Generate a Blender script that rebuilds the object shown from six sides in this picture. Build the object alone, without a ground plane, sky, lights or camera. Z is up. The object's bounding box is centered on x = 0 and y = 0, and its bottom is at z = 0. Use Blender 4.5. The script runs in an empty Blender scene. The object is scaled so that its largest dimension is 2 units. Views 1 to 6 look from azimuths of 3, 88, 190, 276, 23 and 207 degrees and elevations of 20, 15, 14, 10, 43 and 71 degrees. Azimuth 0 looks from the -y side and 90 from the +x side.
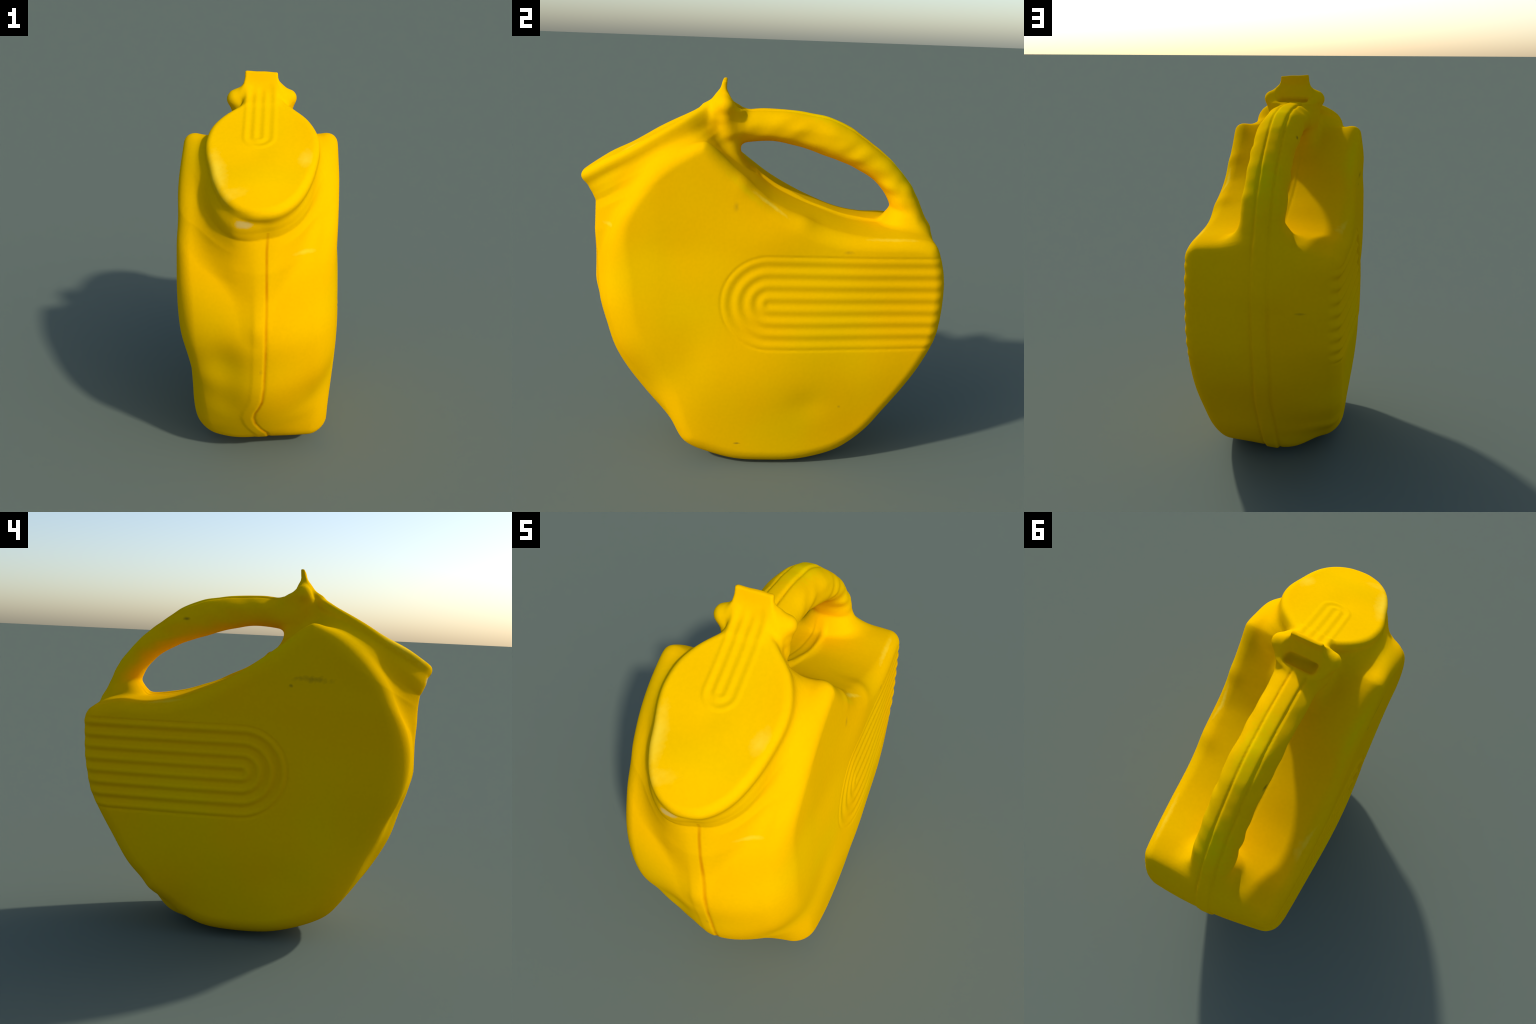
# Yellow blow-moulded plastic jug: flat disc-shaped body, arched carrying handle,
# pouring neck closed by an egg-shaped flip lid with a thumb tab.
# The surface is described by rules (profiles + rounded unions), polygonised once
# so that body, neck, handle and lid flow into each other, then split into parts.
import bpy, math
import numpy as np

H = 0.0065                      # mesh cell size
GRID_Y = (-1.10, 1.10)
GRID_Z = (-0.15, 2.15)

# ------------------------------------------------------------------ helpers
def spline(pts, n=14, closed=True):
    """Centripetal-ish Catmull-Rom curve through control points."""
    p = np.array(pts, float)
    m = len(p)
    out = []
    for i in range(m if closed else m - 1):
        if closed:
            a, b, c, d = p[i - 1], p[i], p[(i + 1) % m], p[(i + 2) % m]
        else:
            a, b, c, d = p[max(i - 1, 0)], p[i], p[i + 1], p[min(i + 2, m - 1)]
        lab, lbc, lcd = [max(np.linalg.norm(v), 1e-6) for v in (b - a, c - b, d - c)]
        t1 = (c - a) / (lab + lbc) * lbc if not np.allclose(a, b) else c - b
        t2 = (d - b) / (lbc + lcd) * lbc if not np.allclose(c, d) else c - b
        t = np.linspace(0, 1, n, endpoint=False)[:, None]
        out.append((2*t**3 - 3*t**2 + 1)*b + (t**3 - 2*t**2 + t)*t1
                   + (-2*t**3 + 3*t**2)*c + (t**3 - t**2)*t2)
    if not closed:
        out.append(p[-1:])
    return np.concatenate(out)

class Field2D:
    """A scalar field on a plane, sampled once and read bilinearly."""
    def __init__(self, lo, hi, step, fn):
        self.lo = np.array(lo, float); self.step = step
        self.n = (np.ceil((np.array(hi) - lo) / step)).astype(int) + 1
        u = lo[0] + np.arange(self.n[0]) * step
        v = lo[1] + np.arange(self.n[1]) * step
        U, V = np.meshgrid(u, v, indexing='ij')
        self.f = fn(U.ravel(), V.ravel()).reshape(self.n[0], self.n[1])
    def __call__(self, u, v):
        a = np.clip((u - self.lo[0]) / self.step, 0, self.n[0] - 1.001)
        b = np.clip((v - self.lo[1]) / self.step, 0, self.n[1] - 1.001)
        i = a.astype(int); j = b.astype(int); a = a - i; b = b - j
        f = self.f
        return ((f[i, j]*(1-a) + f[i+1, j]*a)*(1-b) + (f[i, j+1]*(1-a) + f[i+1, j+1]*a)*b)

def polygon_sdf(curve):
    a = curve; b = np.roll(curve, -1, 0)
    def fn(u, v):
        d2 = np.full(u.shape, 1e9); inside = np.zeros(u.shape, bool)
        for (ax, ay), (bx, by) in zip(a, b):
            ex, ey = bx - ax, by - ay
            wx, wy = u - ax, v - ay
            t = np.clip((wx*ex + wy*ey) / (ex*ex + ey*ey + 1e-12), 0, 1)
            d2 = np.minimum(d2, (wx - t*ex)**2 + (wy - t*ey)**2)
            cond = ((ay <= v) & (by > v)) | ((by <= v) & (ay > v))
            inside ^= cond & (ex*(v - ay)*np.sign(by - ay) > (u - ax)*(by - ay)*np.sign(by - ay))
        d = np.sqrt(d2)
        return np.where(inside, -d, d)
    return fn

def smin(a, b, k):
    h = np.clip(0.5 + 0.5*(b - a)/k, 0, 1)
    return b + (a - b)*h - k*h*(1 - h)
def smax(a, b, k):
    return -smin(-a, -b, k)
def round_max(a, b, r):
    """Intersection with a true round of radius r along the shared edge."""
    return (np.minimum(np.maximum(a, b), -r) + r - r
            + np.sqrt(np.maximum(a + r, 0)**2 + np.maximum(b + r, 0)**2))
def sstep(e0, e1, x):
    t = np.clip((x - e0)/(e1 - e0), 0, 1)
    return t*t*(3 - 2*t)
def interp(x, xs, ys):
    return np.interp(x, xs, ys)

_rng = np.random.default_rng(7)
_waves = [(_rng.normal(size=3), _rng.uniform(0, 6.28)) for _ in range(14)]
def wobble(P, scale):
    """Smooth low-frequency unevenness, about -1..1."""
    s = np.zeros(len(P))
    for d, ph in _waves:
        s += np.sin(P @ (d*scale) + ph)
    return s / 5.0

# ------------------------------------------------------------------ profiles (y, z)
# side-on outline of the body at its right wall, its middle and its left wall
RIGHT = [(-0.589, 0.56), (-0.506, 0.428), (-0.457, 0.308), (-0.42, 0.187), (-0.382, 0.114), (-0.26, 0.057), (-0.12, 0.012),
         (0.05, 0.0), (0.205, 0.004), (0.332, 0.038), (0.436, 0.092), (0.552, 0.193), (0.638, 0.303), (0.752, 0.463),
         (0.828, 0.588), (0.892, 0.73), (0.91, 0.848), (0.917, 0.984), (0.911, 1.071), (0.89, 1.16), (0.862, 1.218),
         (0.82, 1.24), (0.73, 1.253), (0.58, 1.256), (0.43, 1.27), (0.3, 1.3), (0.2, 1.342), (0.1, 1.388),
         (0, 1.448), (-0.1, 1.531), (-0.2, 1.63), (-0.262, 1.702), (-0.295, 1.722), (-0.345, 1.712), (-0.41, 1.677),
         (-0.51, 1.61), (-0.592, 1.525), (-0.675, 1.41), (-0.722, 1.32), (-0.743, 1.195), (-0.736, 1.035), (-0.721, 0.845),
         (-0.679, 0.7)]
MIDDLE = [(-0.717, 0.43), (-0.61, 0.287), (-0.519, 0.183), (-0.421, 0.108), (-0.294, 0.045), (-0.12, 0.005), (0.05, 0.0),
         (0.21, 0.006), (0.347, 0.032), (0.453, 0.079), (0.576, 0.191), (0.656, 0.302), (0.768, 0.464), (0.846, 0.599),
         (0.9, 0.744), (0.919, 0.859), (0.926, 0.984), (0.92, 1.071), (0.895, 1.17), (0.855, 1.247), (0.75, 1.272),
         (0.629, 1.277), (0.542, 1.281), (0.436, 1.299), (0.311, 1.339), (0.17, 1.393), (0.048, 1.456), (-0.049, 1.531),
         (-0.15, 1.605), (-0.24, 1.66), (-0.32, 1.67), (-0.45, 1.62), (-0.58, 1.5), (-0.71, 1.36), (-0.798, 1.26),
         (-0.842, 1.16), (-0.864, 1.0), (-0.865, 0.85), (-0.828, 0.7), (-0.786, 0.56)]
LEFT = [(-0.608, 0.46), (-0.54, 0.345), (-0.489, 0.245), (-0.437, 0.17), (-0.345, 0.11), (-0.195, 0.05), (-0.08, 0.032),
         (0.075, 0.032), (0.225, 0.05), (0.345, 0.103), (0.419, 0.163), (0.513, 0.241), (0.553, 0.304), (0.636, 0.398),
         (0.72, 0.541), (0.798, 0.677), (0.845, 0.772), (0.869, 0.875), (0.884, 0.962), (0.888, 1.069), (0.888, 1.17),
         (0.858, 1.215), (0.8, 1.233), (0.7, 1.259), (0.56, 1.259), (0.41, 1.285), (0.25, 1.347), (0.12, 1.415),
         (0, 1.489), (-0.12, 1.577), (-0.2, 1.648), (-0.262, 1.702), (-0.295, 1.72), (-0.345, 1.712), (-0.43, 1.668),
         (-0.535, 1.582), (-0.605, 1.513), (-0.674, 1.425), (-0.751, 1.275), (-0.804, 1.12), (-0.807, 0.985), (-0.771, 0.82),
         (-0.704, 0.675), (-0.653, 0.56)]
# handle centre line with half thickness
HANDLE = [(-0.24, 1.737, 0.097), (-0.12, 1.754, 0.082), (0.0, 1.764, 0.079), (0.1, 1.76, 0.082), (0.2, 1.744, 0.088), (0.31, 1.717, 0.093), (0.41, 1.677, 0.088),
         (0.511, 1.623, 0.076), (0.616, 1.55, 0.067), (0.688, 1.474, 0.066), (0.732, 1.405, 0.071), (0.776, 1.293, 0.076), (0.81, 1.172, 0.078), (0.829, 1.052, 0.078)]
# lid outline seen square-on: x, s (s runs down the slope of the lid towards the lip)
LID = [(.02, .402), (.09, .388), (.148, .348), (.196, .285), (.232, .198), (.256, .095), (.272, -.02), (.262, -.115),
       (.222, -.21), (.165, -.278), (.11, -.33), (.05, -.36), (-.04, -.36), (-.10, -.315), (-.17, -.245), (-.217, -.165), (-.236, -.07),
       (-.232, .01), (-.212, .10), (-.190, .195), (-.148, .295), (-.092, .362), (-.03, .395)]
LID_P0 = np.array([0.0, -0.604, 1.706])
LID_N = np.array([0, -.5138, .8579]); LID_N /= np.linalg.norm(LID_N)
LID_S = np.array([0, -LID_N[2], LID_N[1]])

def yz_field(curve):
    return Field2D((GRID_Y[0], GRID_Z[0]), (GRID_Y[1], GRID_Z[1]), .006, polygon_sdf(spline(curve, 6)))

d_right, d_mid, d_left = yz_field(RIGHT), yz_field(MIDDLE), yz_field(LEFT)
lid_curve = spline(LID, 6)
d_lid = Field2D((-.6, -.9), (.6, .9), .005, polygon_sdf(lid_curve))

hc = spline(HANDLE, 8, closed=False)
def _handle(which):
    def fn(u, v):
        best = np.full(u.shape, 1e9); val = np.zeros(u.shape)
        for a, b in zip(hc[:-1], hc[1:]):
            ey, ez = b[0]-a[0], b[1]-a[1]
            t = np.clip(((u-a[0])*ey + (v-a[1])*ez)/(ey*ey+ez*ez), 0, 1)
            dy, dz = u-a[0]-t*ey, v-a[1]-t*ez
            d = np.hypot(dy, dz); m = d < best
            side = np.sign(ey*dz - ez*dy)      # + on the outside of the arch
            best = np.where(m, d, best)
            val = np.where(m, (d, side, a[2]+t*(b[2]-a[2]))[which], val)
        return val
    return fn
h_off = Field2D((GRID_Y[0], GRID_Z[0]), (GRID_Y[1], GRID_Z[1]), .006, _handle(0))
h_side = Field2D((GRID_Y[0], GRID_Z[0]), (GRID_Y[1], GRID_Z[1]), .012, _handle(1))
h_thk = Field2D((GRID_Y[0], GRID_Z[0]), (GRID_Y[1], GRID_Z[1]), .012, _handle(2))

# ------------------------------------------------------------------ the surface
RIB_C = (.031, .93); RIB_P = .0625           # ribbed side panels: centre of the round end, pitch
def rib_distance(y, z):
    return np.hypot(np.minimum(y - RIB_C[0], 0), z - RIB_C[1])

# shallow knocks and bulges in the blown plastic: centre, radius, depth (+ = dent)
DENTS = [
    ((-.16, -.80, .66), (.12, .22, .24), .040),     # hollow beside the front seam
    ((.34, -.56, .42), (.12, .15, .18), .036),      # front edges pushed in low down
    ((-.35, -.62, .55), (.10, .20, .22), .030),
    ((-.20, -.66, .46), (.14, .15, .13), .022), ((-.14, -.42, .12), (.13, .13, .08), -.018),
    ((.13, .74, .42), (.15, .2, .2), .013), ((.02, -.05, 1.525), (.02, .02, .03), -.016),
    ((.22, -.50, .22), (.14, .14, .10), .016), ((-.06, .50, .08), (.14, .12, .10), -.014),
    ((-.30, .42, .12), (.12, .17, .13), .030),
    ((-.10, .42, .05), (.14, .14, .10), -.022),
    ((.20, -.35, 1.18), (.5, .3, .10), .004), ((-.38, -.2, .35), (.1, .12, .1), .008),
    ((.37, -.10, 1.53), (.08, .05, .05), -.008), ((.36, .05, 1.43), (.08, .05, .05), .005),
    ((.36, .20, 1.345), (.08, .06, .05), -.008),
    ((.39, .25, .38), (.1, .10, .08), .007), ((.38, -.35, .62), (.1, .10, .16), .006),
]

SEAM_Z = [0, .18, .24, .30, .36, .41, .45, .50, .60, .81, 1.02, 1.31, 1.44]
SEAM_X = [.05, .036, .006, -.016, -.024, -.014, .004, .022, .034, .044, .050, .051, .060]
def seam_centre(P):
    """The mould seam wanders a little off the middle."""
    return np.where(P[:, 1] < -.3, .017, -.018 + .02*sstep(.7, .4, P[:, 2]))

def body(P):
    x, y, z = P.T
    u = np.clip(x/.36, -1.15, 1.15)
    a, c, b = d_right(y, z), d_mid(y, z), d_left(y, z)
    prof = c*(1-u*u) + a*(u*u+u)/2 + b*(u*u-u)/2
    # side walls: a box turned slightly about the vertical, narrowing to the foot
    wr = .371 - .030*sstep(-.5, 1.2, y) - .016*sstep(-.5, -.8, y)
    wl = .366 + .026*sstep(-1.0, .9, y)*sstep(1.2, .6, y)
    # the blown walls belly out, most below the middle
    wr = (wr + .060*np.exp(-((y - .14)/.46)**2 - ((z - .60)/.42)**2)
          + .012*np.exp(-((y + .15)/.3)**2 - ((z - 1.2)/.35)**2) + .018*np.exp(-((y - .5)/.3)**2 - ((z - 1.15)/.2)**2)
          + .014*np.exp(-((y - .10)/.22)**2 - ((z - 1.26)/.12)**2) + .015*np.exp(-((y - .62)/.2)**2 - ((z - .58)/.2)**2))
    wl = wl + .034*np.exp(-((y - .10)/.50)**2 - ((z - .62)/.42)**2)
    low = np.clip((.85 - z)/.85, 0, 1)**1.3
    wr = wr - low*interp(y, [-.3, .5], [.035, .055])
    wl = wl - low*.050 - .006*sstep(1.25, 1.4, z)*sstep(.2, 0, y)
    side = np.maximum(x - wr, -x - wl)
    # recessed U-shaped corrugations on both side walls
    d = rib_distance(y, z)
    k = sstep(4*RIB_P, 3.75*RIB_P, d)*sstep(.95, .87, y)
    side = side + np.where(x > 0, .0024, .0074)*k*np.cos(2*np.pi*d/RIB_P) + .002*k
    r = .07 - .014*sstep(.3, .6, y) + .02*sstep(.3, .1, z)*sstep(.6, .2, y) + .022*sstep(-.3, -.55, y)*sstep(1.35, 1.0, z)
    return round_max(prof, side, r), side

def lid_coords(P):
    q = P - LID_P0
    return P[:, 0], q @ LID_S, q @ LID_N

def neck(P):
    x, s, h = lid_coords(P)
    t = np.maximum(-h, 0)
    kx = interp(t, [0, .06, .13, .2, .3, .42, .56, .7], [1.0, 1.01, 1.07, 1.06, .84, .48, .20, .1])
    # the left cheek of the neck flares out much more than the right one
    cheek = interp(t, [0, .05, .12, .22, .32, .5, .7], [1.0, 1.02, 1.13, 1.23, 1.08, .50, .15])
    kx = kx + (cheek - kx)*sstep(.10, -.10, x)
    sh = interp(t, [0, .12, .16, .29, .51, .7], [0.0, .0, .005, .092, .21, .30]) + .034*sstep(.06, -.10, x)*np.exp(-((t - .13)/.09)**2)
    e = d_lid((x - .0)/kx, s - sh)*np.minimum(kx, 1) + .006*sstep(.10, .04, t)
    f = smax(smax(e, h + .03, .02), t - .60, .10)
    return f

def lid(P):
    x, s, h = lid_coords(P)
    e = d_lid(x, s)
    hh = h + .002 + .008*sstep(.25, .1, s) + .012*sstep(.0, -.25, s) - .016*np.exp(-(x**2 + (s - .19)**2)/.03) + .004*np.exp(-(x**2 + (s - .03)**2)/.004) + .003*wobble(P, 9)
    rd = np.hypot(x - .006, np.maximum(s + .075, 0))
    k = sstep(.088, .078, rd)*sstep(-.5, -.40, s)
    hh = hh + .0022*k*np.cos(2*np.pi*rd/.044) - .001*k
    return round_max(e, np.maximum(hh, -hh - .06), .028)

def rbox(P, c, half, r):
    q = np.abs(P - np.array(c)) - (np.array(half) - r)
    return np.linalg.norm(np.maximum(q, 0), axis=1) + np.minimum(q.max(1), 0) - r

def ellipsoid(P, c, rad):
    q = (P - np.array(c))/np.array(rad)
    l = np.linalg.norm(q, axis=1)
    return (l - 1)*min(rad)*np.clip(l, .5, 1.5)

def strip(P):
    """Ribbed tongue of the lid that runs up to the thumb tab."""
    x, s, h = lid_coords(P)
    rd = np.abs(x - .006)
    hh = h + .014 + .0022*np.cos(2*np.pi*rd/.044)*sstep(-.46, -.38, s)
    q = np.maximum(np.maximum(rd - .088, s + .30), -s - .45)
    return round_max(q, np.maximum(hh, -hh - .07), .02)

def tab(P):
    x, y, z = P.T
    cy = interp(z, [1.80, 1.88, 1.93, 1.96, 2.0], [-.236, -.232, -.224, -.218, -.211])
    th = interp(z, [1.84, 1.90, 1.95, 2.0], [.030, .024, .014, .009])
    cx = .004
    hw = interp(z, [1.84, 1.885, 1.91, 1.935, 1.96, 2.0], [.12, .112, .098, .086, .080, .078])
    th = th*(1 + .12*wobble(P, 25))
    top = z - (1.990 - .05*(x - cx) + .0008*np.sin(70*x))
    return round_max(round_max(np.abs(x - cx) - hw, np.abs(y - cy) - th, .008), np.maximum(top, 1.80 - z), .006)

def post(P):
    """Column between neck and handle that carries the hinge lugs."""
    x, y, z = P.T
    hw = interp(z, [1.55, 1.68, 1.80, 1.88], [.135, .116, .122, .14])
    cx = .004
    yb = interp(z, [1.55, 1.70, 1.84, 1.90], [-.115, -.145, -.118, -.185])
    yf = interp(z, [1.55, 1.70, 1.84, 1.90], [-.36, -.34, -.285, -.24])
    f = round_max(np.abs(x - cx) - hw, np.maximum(y - yb, yf - y), .05)
    return smax(f, np.maximum(z - 1.872, 1.5 - z), .03)

def capsule(P, a, b, ra, rb):
    a = np.array(a); b = np.array(b); e = b - a
    t = np.clip((P - a) @ e/(e @ e), 0, 1)
    return np.linalg.norm(P - a - t[:, None]*e, axis=1) - (ra + (rb - ra)*t)

def lugs(P):
    """Uneven ears that slope down from the tab, each on its own short web."""
    r = smin(capsule(P, (.075, -.224, 1.892), (.136, -.208, 1.868), .034, .036),
             capsule(P, (.134, -.205, 1.862), (.105, -.195, 1.74), .034, .03), .02)
    l = smin(capsule(P, (-.068, -.226, 1.890), (-.122, -.226, 1.866), .036, .040),
             capsule(P, (-.118, -.220, 1.858), (-.095, -.200, 1.74), .036, .03), .02)
    return r + .002*wobble(P, 30), l + .002*wobble(P, 30)

def pocket(P):
    return rbox(P, (.004, -.168, 1.90), (.080, .038, .068), .022)

def handle(P):
    x, y, z = P.T
    o, t = h_off(y, z), h_thk(y, z)
    hw = interp(y, [-.2, .1, .4, .7, .8], [.114, .110, .112, .108, .114])
    t = t*(1 + .03*wobble(P, 16) + .016*wobble(P + 1, 38)); hw = hw*(.98 + .03*wobble(P + 3, 18) + .018*wobble(P + 2, 40))
    qx, qo = np.abs(x + .003 + .005*wobble(P, 30))/hw, o/t
    l = (qx**2.15 + qo**2.15)**(1/2.15)
    f = (l - 1)*np.minimum(hw, t)
    # the two grooves of the mould strip along the outside of the arch
    g = np.abs(x + .013)
    groove = .006*np.exp(-((g - .036)/.007)**2) - .003*sstep(.036, .028, g)
    f = f + groove*sstep(.0, .03, o*h_side(y, z))*sstep(1.15, 1.25, z)
    root = ellipsoid(P, (-.008, .71, 1.295), (.095, .06, .05))
    f = smin(f, root, .05)
    return smax(f, -y - .22, .05)

def parts(P):
    P = np.asarray(P, float)
    b, side = body(P)
    x, y, z = P.T
    # raised mould strip with a sunk line on each edge, round the rim of the body
    g = np.abs(x - seam_centre(P))
    rim = sstep(.12, .2, -side)
    front = sstep(-.2, -.45, y)
    rear = (.008*sstep(.040, .026, g) - .004*np.exp(-((g - .040)/.007)**2))*(1 - front)
    line = x - interp(z, SEAM_Z, SEAM_X)             # wandering crease down the front
    crease = front*(.0025*sstep(-.075, -.05, line)*sstep(.004, -.012, line) - .0035*np.exp(-(line/.008)**2))
    saddle = (.010 + .004*wobble(P, 20))*np.exp(-((x - .004 + .008*np.sin(11*y))/.018)**2)*sstep(1.22, 1.27, z)*sstep(-.08, -.04, y)
    rear = rear*np.where((z > 1.22) & (y < .78), .35, 1)
    seam = rear + crease + saddle
    b = b - seam*rim
    for c, r, amp in DENTS:
        q = ((P - np.array(c))/np.array(r))
        b = b + amp*np.exp(-(q*q).sum(1))
    b = b + .0025*wobble(P, 6)
    ra, la = lugs(P)
    return dict(body=b, neck=neck(P), lid=lid(P), strip=strip(P), tab=tab(P), post=post(P),
                lug_r=ra, lug_l=la, handle=handle(P), pocket=pocket(P))

def surface(P):
    d = parts(P)
    x, y, z = P.T
    web = .04 + .055*sstep(1.05, 1.35, z - .3*np.clip(y + .8, 0, 1)) + .025*sstep(-.25, -.5, y)*sstep(.10, -.15, x)*sstep(1.05, 1.3, z)
    f = smin(d['body'], d['neck'], web)
    f = smin(f, d['handle'], .055 + .025*sstep(.5, .65, y))
    f = smin(f, d['post'], .05)
    f = smin(f, smin(d['lug_r'], d['lug_l'], .01), .03)
    f = smax(f, -d['pocket'], .022)
    top = smin(d['lid'], d['strip'], .015)
    top = smin(top, d['tab'], .03)
    f = smin(f, top, .012 + .028*sstep(-.12, .12, x))
    return f

# ------------------------------------------------------------------ polygonise (surface nets in a narrow band)
def evaluate(P, chunk=400000):
    return np.concatenate([surface(P[i:i+chunk]) for i in range(0, len(P), chunk)])

def polygonise():
    lo = np.array([-.47, -1.0, -.05]); hi = np.array([.47, 1.02, 2.05]); C = 4
    nc = np.ceil((hi - lo)/(H*C)).astype(int)
    n = nc*C
    cc = [lo[k] + (np.arange(nc[k]) + .5)*H*C for k in range(3)]
    G = np.stack(np.meshgrid(*cc, indexing='ij'), -1).reshape(-1, 3)
    coarse = evaluate(G).reshape(nc)
    near = np.abs(coarse) < H*C*2.2
    grow = near.copy()
    for ax in range(3):
        for sh in (1, -1):
            grow |= np.roll(near, sh, ax)
    up = lambda A: A.repeat(C, 0).repeat(C, 1).repeat(C, 2)
    F = up(coarse).astype(np.float32)
    idx = np.argwhere(up(grow))
    F[tuple(idx.T)] = evaluate(lo + (idx + .5)*H)
    S = F < 0
    # vertices: one for each cell of 2x2x2 samples that the surface crosses
    corner = [(i, j, k) for i in (0, 1) for j in (0, 1) for k in (0, 1)]
    sl = lambda o: tuple(slice(o[a], n[a] - 1 + o[a]) for a in range(3))
    cnt = sum(S[sl(o)].astype(np.int8) for o in corner)
    cell = (cnt > 0) & (cnt < 8)
    ci = np.argwhere(cell)
    vid = np.full(cell.shape, -1, np.int64); vid[tuple(ci.T)] = np.arange(len(ci))
    pos = np.zeros((len(ci), 3)); w = np.zeros(len(ci))
    for a in corner:
        for ax in range(3):
            if a[ax] == 0:
                b = list(a); b[ax] = 1
                fa = F[tuple((ci + a).T)].astype(float); fb = F[tuple((ci + b).T)].astype(float)
                m = (fa < 0) != (fb < 0)
                t = np.where(m, fa/np.where(m, fa - fb, 1), 0)
                q = np.array(a, float) + 0*pos; q[:, ax] = t
                pos += q*m[:, None]; w += m
    V = lo + (ci + pos/w[:, None] + .5)*H
    quads = []
    for ax in range(3):
        b, c = (ax + 1) % 3, (ax + 2) % 3
        s0 = [slice(1, n[k] - 1) for k in range(3)]; s0[ax] = slice(0, n[ax] - 1)
        s1 = list(s0); s1[ax] = slice(1, n[ax])
        A, B = S[tuple(s0)], S[tuple(s1)]
        e = np.argwhere(A != B)
        off = np.ones(3, int); off[ax] = 0
        e = e + off
        inside_first = S[tuple(e.T)]
        def v(db, dc):
            q = e.copy(); q[:, b] -= db; q[:, c] -= dc
            return vid[tuple(q.T)]
        f = np.stack([v(1, 1), v(0, 1), v(0, 0), v(1, 0)], 1)
        f[~inside_first] = f[~inside_first][:, ::-1]
        quads.append(f)
    Q = np.concatenate(quads)
    ok = (Q >= 0).all(1)
    Q = Q[ok]
    # keep the main piece only, settle the vertices on the surface
    def grad(P, e=.002):
        f = evaluate(P)
        return np.stack([evaluate(P + d) - f for d in np.eye(3)*e], 1)/e, f
    for it in range(2):
        g, f = grad(V)
        g2 = np.maximum((g*g).sum(1), .15)
        step = (f/g2)[:, None]*g
        l = np.linalg.norm(step, axis=1, keepdims=True)
        V = V - step*np.minimum(1, H*.6/np.maximum(l, 1e-9))
    # light tangential relaxation keeps the quads even
    for it in range(2):
        acc = np.zeros_like(V); k = np.zeros(len(V))
        for a, b in ((0, 1), (1, 2), (2, 3), (3, 0)):
            np.add.at(acc, Q[:, a], V[Q[:, b]]); np.add.at(k, Q[:, a], 1)
            np.add.at(acc, Q[:, b], V[Q[:, a]]); np.add.at(k, Q[:, b], 1)
        if it == 0:
            g, _ = grad(V)
        nn = g/np.maximum(np.linalg.norm(g, axis=1, keepdims=True), 1e-6)
        dlt = acc/k[:, None] - V
        dlt -= (dlt*nn).sum(1, keepdims=True)*nn
        V = V + .5*dlt
        f = evaluate(V)
        V = V - np.clip(f, -H*.5, H*.5)[:, None]*nn
    return V, Q

V, Q = polygonise()
# stand it on the ground
V[:, 2] -= V[:, 2].min()

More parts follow.
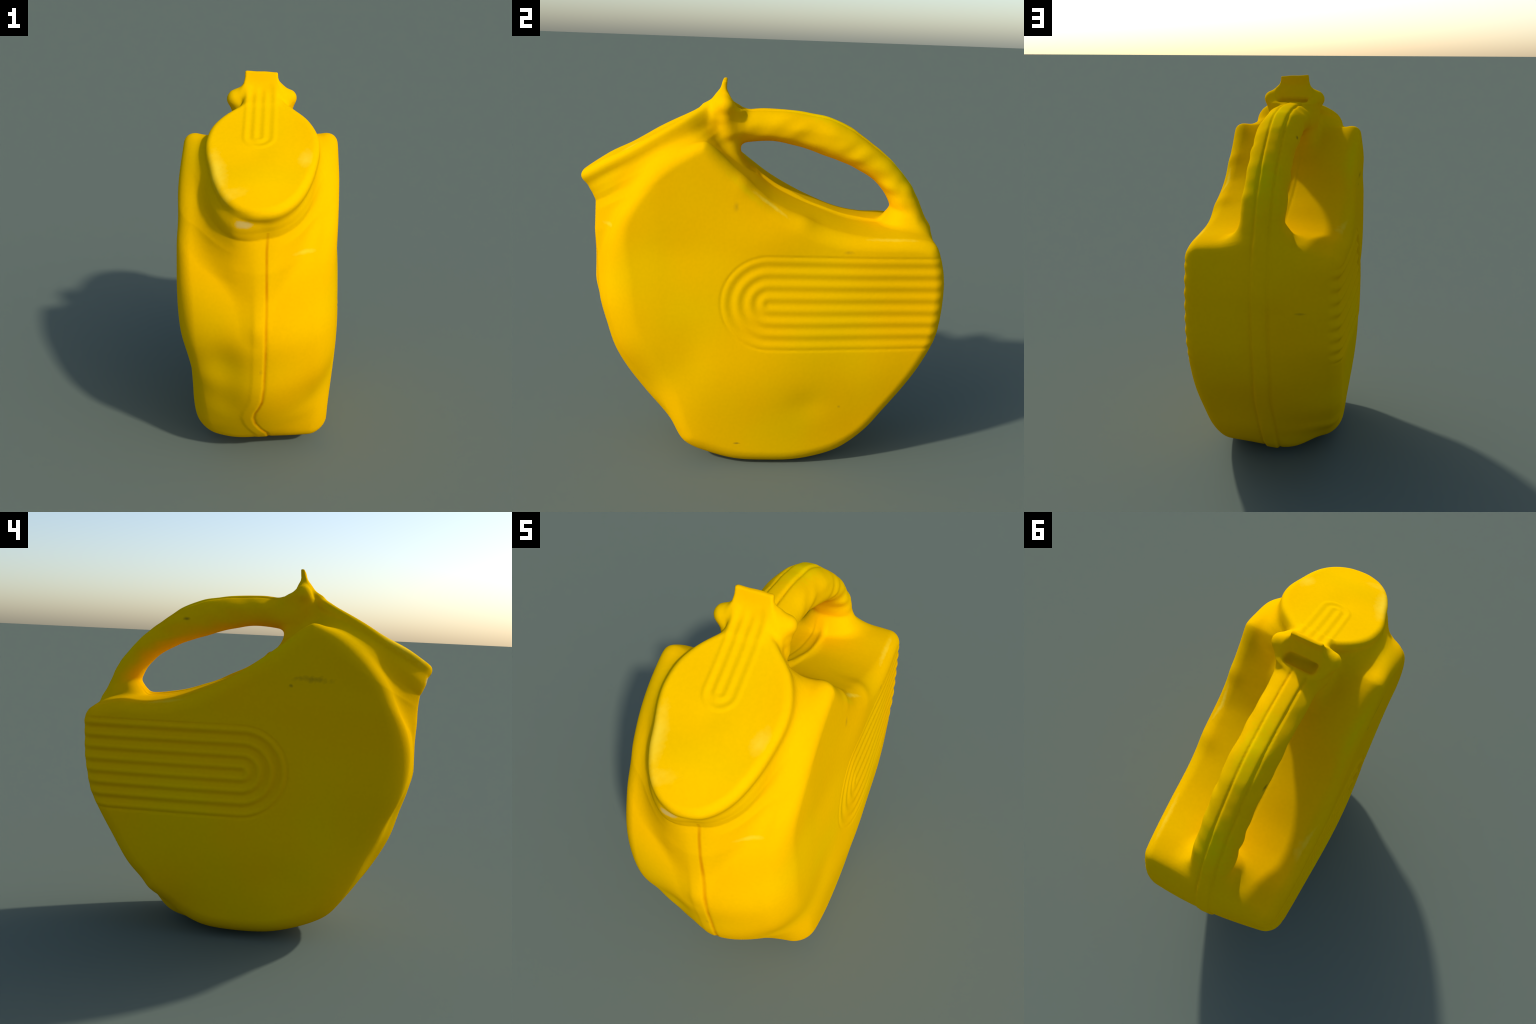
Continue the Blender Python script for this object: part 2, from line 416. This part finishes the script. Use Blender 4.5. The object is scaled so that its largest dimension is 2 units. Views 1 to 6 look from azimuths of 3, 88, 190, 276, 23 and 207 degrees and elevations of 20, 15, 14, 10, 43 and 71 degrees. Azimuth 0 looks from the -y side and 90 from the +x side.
# ------------------------------------------------------------------ material
def plastic(name, marks=True):
    m = bpy.data.materials.new(name); m.use_nodes = True
    nt = m.node_tree; N = nt.nodes; L = nt.links
    bsdf = N['Principled BSDF']
    tc = N.new('ShaderNodeTexCoord')
    def noise(scale, detail=3, rough=.5):
        n = N.new('ShaderNodeTexNoise'); n.inputs['Scale'].default_value = scale
        n.inputs['Detail'].default_value = detail; n.inputs['Roughness'].default_value = rough
        L.new(tc.outputs['Object'], n.inputs['Vector']); return n.outputs['Fac']
    def ramp(fac, stops):
        r = N.new('ShaderNodeValToRGB'); L.new(fac, r.inputs['Fac'])
        e = r.color_ramp.elements
        while len(e) < len(stops): e.new(.5)
        for el, (p, c) in zip(e, stops):
            el.position = p; el.color = (*c, 1)
        return r.outputs['Color']
    def mix(fac, a, b):
        n = N.new('ShaderNodeMix'); n.data_type = 'RGBA'
        if isinstance(fac, float): n.inputs['Factor'].default_value = fac
        else: L.new(fac, n.inputs['Factor'])
        for sock, c in ((n.inputs['A'], a), (n.inputs['B'], b)):
            if isinstance(c, tuple): sock.default_value = (*c, 1)
            else: L.new(c, sock)
        return n.outputs['Result']
    base = ramp(noise(1.6, 2), [(.35, BASE_LEMON), (.5, BASE), (.68, BASE_GOLD)])
    grain = ramp(noise(60, 4, .6), [(.3, (.93, .93, .93)), (.7, (1, 1, 1))])
    mul = N.new('ShaderNodeMix'); mul.data_type = 'RGBA'; mul.blend_type = 'MULTIPLY'
    mul.inputs['Factor'].default_value = .5
    L.new(base, mul.inputs['A']); L.new(grain, mul.inputs['B'])
    col = mul.outputs['Result']
    def calc(op, a, b=None):
        n = N.new('ShaderNodeMath'); n.operation = op
        for s, v in zip(n.inputs, (a, b)):
            if v is None: continue
            if isinstance(v, (int, float)): s.default_value = v
            else: L.new(v, s)
        return n.outputs[0]
    def spot(c, r, edge=.5, jag=.0, rot=(0, 0, 0)):
        """Soft-edged ellipsoidal mask in object space."""
        mp = N.new('ShaderNodeMapping'); mp.vector_type = 'TEXTURE'
        mp.inputs['Location'].default_value = c; mp.inputs['Scale'].default_value = r
        mp.inputs['Rotation'].default_value = rot
        L.new(tc.outputs['Object'], mp.inputs['Vector'])
        ln = N.new('ShaderNodeVectorMath'); ln.operation = 'LENGTH'
        L.new(mp.outputs['Vector'], ln.inputs[0])
        d = ln.outputs['Value']
        if jag:
            d = calc('ADD', d, calc('MULTIPLY', calc('SUBTRACT', noise(35, 3), .5), jag))
        mr = N.new('ShaderNodeMapRange'); mr.inputs['From Min'].default_value = 1
        mr.inputs['From Max'].default_value = 1 - edge
        L.new(d, mr.inputs['Value']); return mr.outputs['Result']
    if marks:
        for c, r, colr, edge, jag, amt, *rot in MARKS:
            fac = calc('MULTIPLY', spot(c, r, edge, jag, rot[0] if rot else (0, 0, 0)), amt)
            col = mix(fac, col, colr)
        # groove shadow drawn as an orange-brown line, its x follows the front crease
        sx = N.new('ShaderNodeSeparateXYZ'); L.new(tc.outputs['Object'], sx.inputs[0])
        path = N.new('ShaderNodeValToRGB'); e = path.color_ramp.elements
        while len(e) < len(SEAM_Z): e.new(.5)
        for el, zz, xx in zip(e, SEAM_Z, SEAM_X):
            g = (xx + .1)/.2; el.position = zz/1.5; el.color = (g, g, g, 1)
        L.new(calc('DIVIDE', sx.outputs['Z'], 1.5), path.inputs['Fac'])
        xg = calc('SUBTRACT', calc('MULTIPLY', path.outputs['Color'], .2), .1)
        off = calc('ABSOLUTE', calc('SUBTRACT', sx.outputs['X'], xg))
        mr = N.new('ShaderNodeMapRange'); mr.inputs['From Min'].default_value = .010
        mr.inputs['From Max'].default_value = .002; L.new(off, mr.inputs['Value'])
        fac = calc('MULTIPLY', mr.outputs['Result'], calc('LESS_THAN', sx.outputs['Y'], -.40))
        fac = calc('MULTIPLY', fac, calc('LESS_THAN', sx.outputs['Z'], 1.40))
        fac = calc('MULTIPLY', fac, calc('MULTIPLY', noise(9, 2), 1.2))
        col = mix(fac, col, (.55, .20, .0))
    L.new(col, bsdf.inputs['Base Color'])
    bsdf.inputs['IOR'].default_value = 1.02
    bsdf.inputs['Roughness'].default_value = .55
    bsdf.inputs['Specular IOR Level'].default_value = .02
    bump = N.new('ShaderNodeBump'); bump.inputs['Strength'].default_value = .06
    bump.inputs['Distance'].default_value = .01
    L.new(noise(45, 4, .6), bump.inputs['Height']); L.new(bump.outputs['Normal'], bsdf.inputs['Normal'])
    return m

BASE = (.785, .435, .0)
BASE_LEMON = (.765, .455, .0)
BASE_GOLD = (.795, .415, .0)
DIRT = (.25, .15, .01)
PALE = (.84, .66, .06)
OLIVE = (.66, .52, .0)
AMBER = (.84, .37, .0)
LID_TILT = math.atan2(.5138, .8579)
MARKS = [  # centre, radii, colour, edge softness, raggedness, amount, turn
    # amber paints bounced light into the joints, olive tints the arch and saddle edges
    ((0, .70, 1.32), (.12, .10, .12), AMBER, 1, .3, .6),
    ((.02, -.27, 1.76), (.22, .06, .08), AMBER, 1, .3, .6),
    ((.27, -.62, 1.45), (.09, .28, .14), AMBER, 1, .3, .4, (-.75, 0, 0)),
    ((0, .30, 1.84), (.11, .34, .07), OLIVE, .9, 1.2, .6, (-.25, 0, 0)),
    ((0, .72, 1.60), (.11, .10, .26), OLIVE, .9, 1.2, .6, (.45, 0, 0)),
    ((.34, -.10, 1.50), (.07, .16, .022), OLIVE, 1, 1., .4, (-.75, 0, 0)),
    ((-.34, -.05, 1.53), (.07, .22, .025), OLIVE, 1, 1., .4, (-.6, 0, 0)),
    ((.335, .03, 1.425), (.05, .14, .010), PALE, .9, 1., .45, (-.62, 0, 0)),
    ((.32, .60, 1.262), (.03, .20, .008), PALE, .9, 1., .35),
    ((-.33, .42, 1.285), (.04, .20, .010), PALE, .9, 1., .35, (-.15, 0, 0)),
    # paler margins of the lid and patches on the front
    ((-.165, -.735, 1.63), (.045, .17, .05), PALE, 1, .8, .4, (LID_TILT, 0, .25)),
    ((-.085, -.85, 1.55), (.10, .04, .05), PALE, 1, .8, .25, (LID_TILT, 0, .5)),
    ((.215, -.66, 1.67), (.035, .07, .05), PALE, 1, .8, .3, (LID_TILT, 0, -.2)),
    ((.22, -.80, 1.28), (.06, .10, .014), (.85, .56, .03), .8, .8, .5),
    ((-.045, -.90, 1.445), (.045, .05, .022), (.55, .46, .20), .5, .8, .55),
    # scuffs and specks of dirt
    ((-.38, -.203, 1.399), (.08, .014, .012), DIRT, .8, .8, .7),
    ((-.38, -.31, 1.437), (.08, .12, .02), DIRT, .9, 1.6, .5),
    ((.38, -.14, 1.419), (.08, .018, .03), DIRT, .9, .8, .35),
    ((.38, .414, 1.206), (.08, .03, .012), DIRT, .9, .8, .35),
    ((.36, -.108, .147), (.10, .022, .008), DIRT, .7, .8, .7),
    ((.38, .415, .375), (.08, .010, .010), DIRT, .8, .5, .4),
    ((.02, -.68, .70), (.014, .2, .04), DIRT, .9, 1.2, .5),
    ((-.21, .93, .972), (.035, .06, .008), DIRT, .9, .6, .6),
    ((-.10, .40, 1.714), (.03, .025, .012), (.1, .07, .01), .8, .6, .7),
]
jug_plastic = plastic('yellow_plastic')

# ------------------------------------------------------------------ split into parts
def label_faces(C):
    d = {}
    for i in range(0, len(C), 300000):
        for k, v in parts(C[i:i+300000]).items():
            d.setdefault(k, []).append(v)
    d = {k: np.concatenate(v) for k, v in d.items()}
    x, y, z = C.T
    _, s, h = lid_coords(C)
    names = ['body', 'neck', 'handle', 'lid', 'thumb_tab', 'hinge_lug', 'hinge_lug.l', 'grip_panel', 'grip_panel.l', 'hinge_post']
    order = np.stack([d['body'], d['neck'], d['handle'], np.minimum(d['lid'], d['strip']), d['tab'],
                      d['lug_r'], d['lug_l'], np.full(len(C), 9.), np.full(len(C), 9.), np.maximum(d['post'], -d['pocket'])], 1)
    lab = order.argmin(1)
    ribs = (rib_distance(y, z) < 4*RIB_P) & (lab == 0) & (y < .88)
    lab[ribs & (x > .27)] = 7
    lab[ribs & (x < -.29)] = 8
    return names, lab

me = bpy.data.meshes.new('whole')
me.from_pydata(V.tolist(), [], Q.tolist())
me.update()
vn = np.zeros(len(V)*3); me.vertices.foreach_get('normal', vn); vn = vn.reshape(-1, 3)
names, lab = label_faces(V[Q].mean(1))
bpy.data.meshes.remove(me)

jug = bpy.data.objects.new('plastic_jug', None)
bpy.context.scene.collection.objects.link(jug)
jug['label'] = 'yellow moulded plastic jug with arched handle and flip lid'
jug['category'] = 'plastic jug'
for i, nm in enumerate(names):
    q = Q[lab == i]
    if not len(q):
        continue
    used, inv = np.unique(q, return_inverse=True)
    inv = inv.reshape(-1, 4)
    nm = nm.split('.')[0]
    m = bpy.data.meshes.new(nm)
    m.from_pydata(V[used].tolist(), [], inv.tolist())
    m.update()
    m.polygons.foreach_set('use_smooth', [True]*len(m.polygons))
    m.normals_split_custom_set_from_vertices(vn[used].tolist())
    m.materials.append(jug_plastic)
    o = bpy.data.objects.new(nm, m)
    bpy.context.scene.collection.objects.link(o)
    o.parent = jug
objs = {o.name: o for o in jug.children}
# the tab belongs to the lid, the lugs to their post
for child, par in (('thumb_tab', 'lid'), ('hinge_lug', 'hinge_post'), ('hinge_lug.001', 'hinge_post'),
                   ('grip_panel', 'body'), ('grip_panel.001', 'body')):
    if child in objs and par in objs:
        objs[child].parent = objs[par]
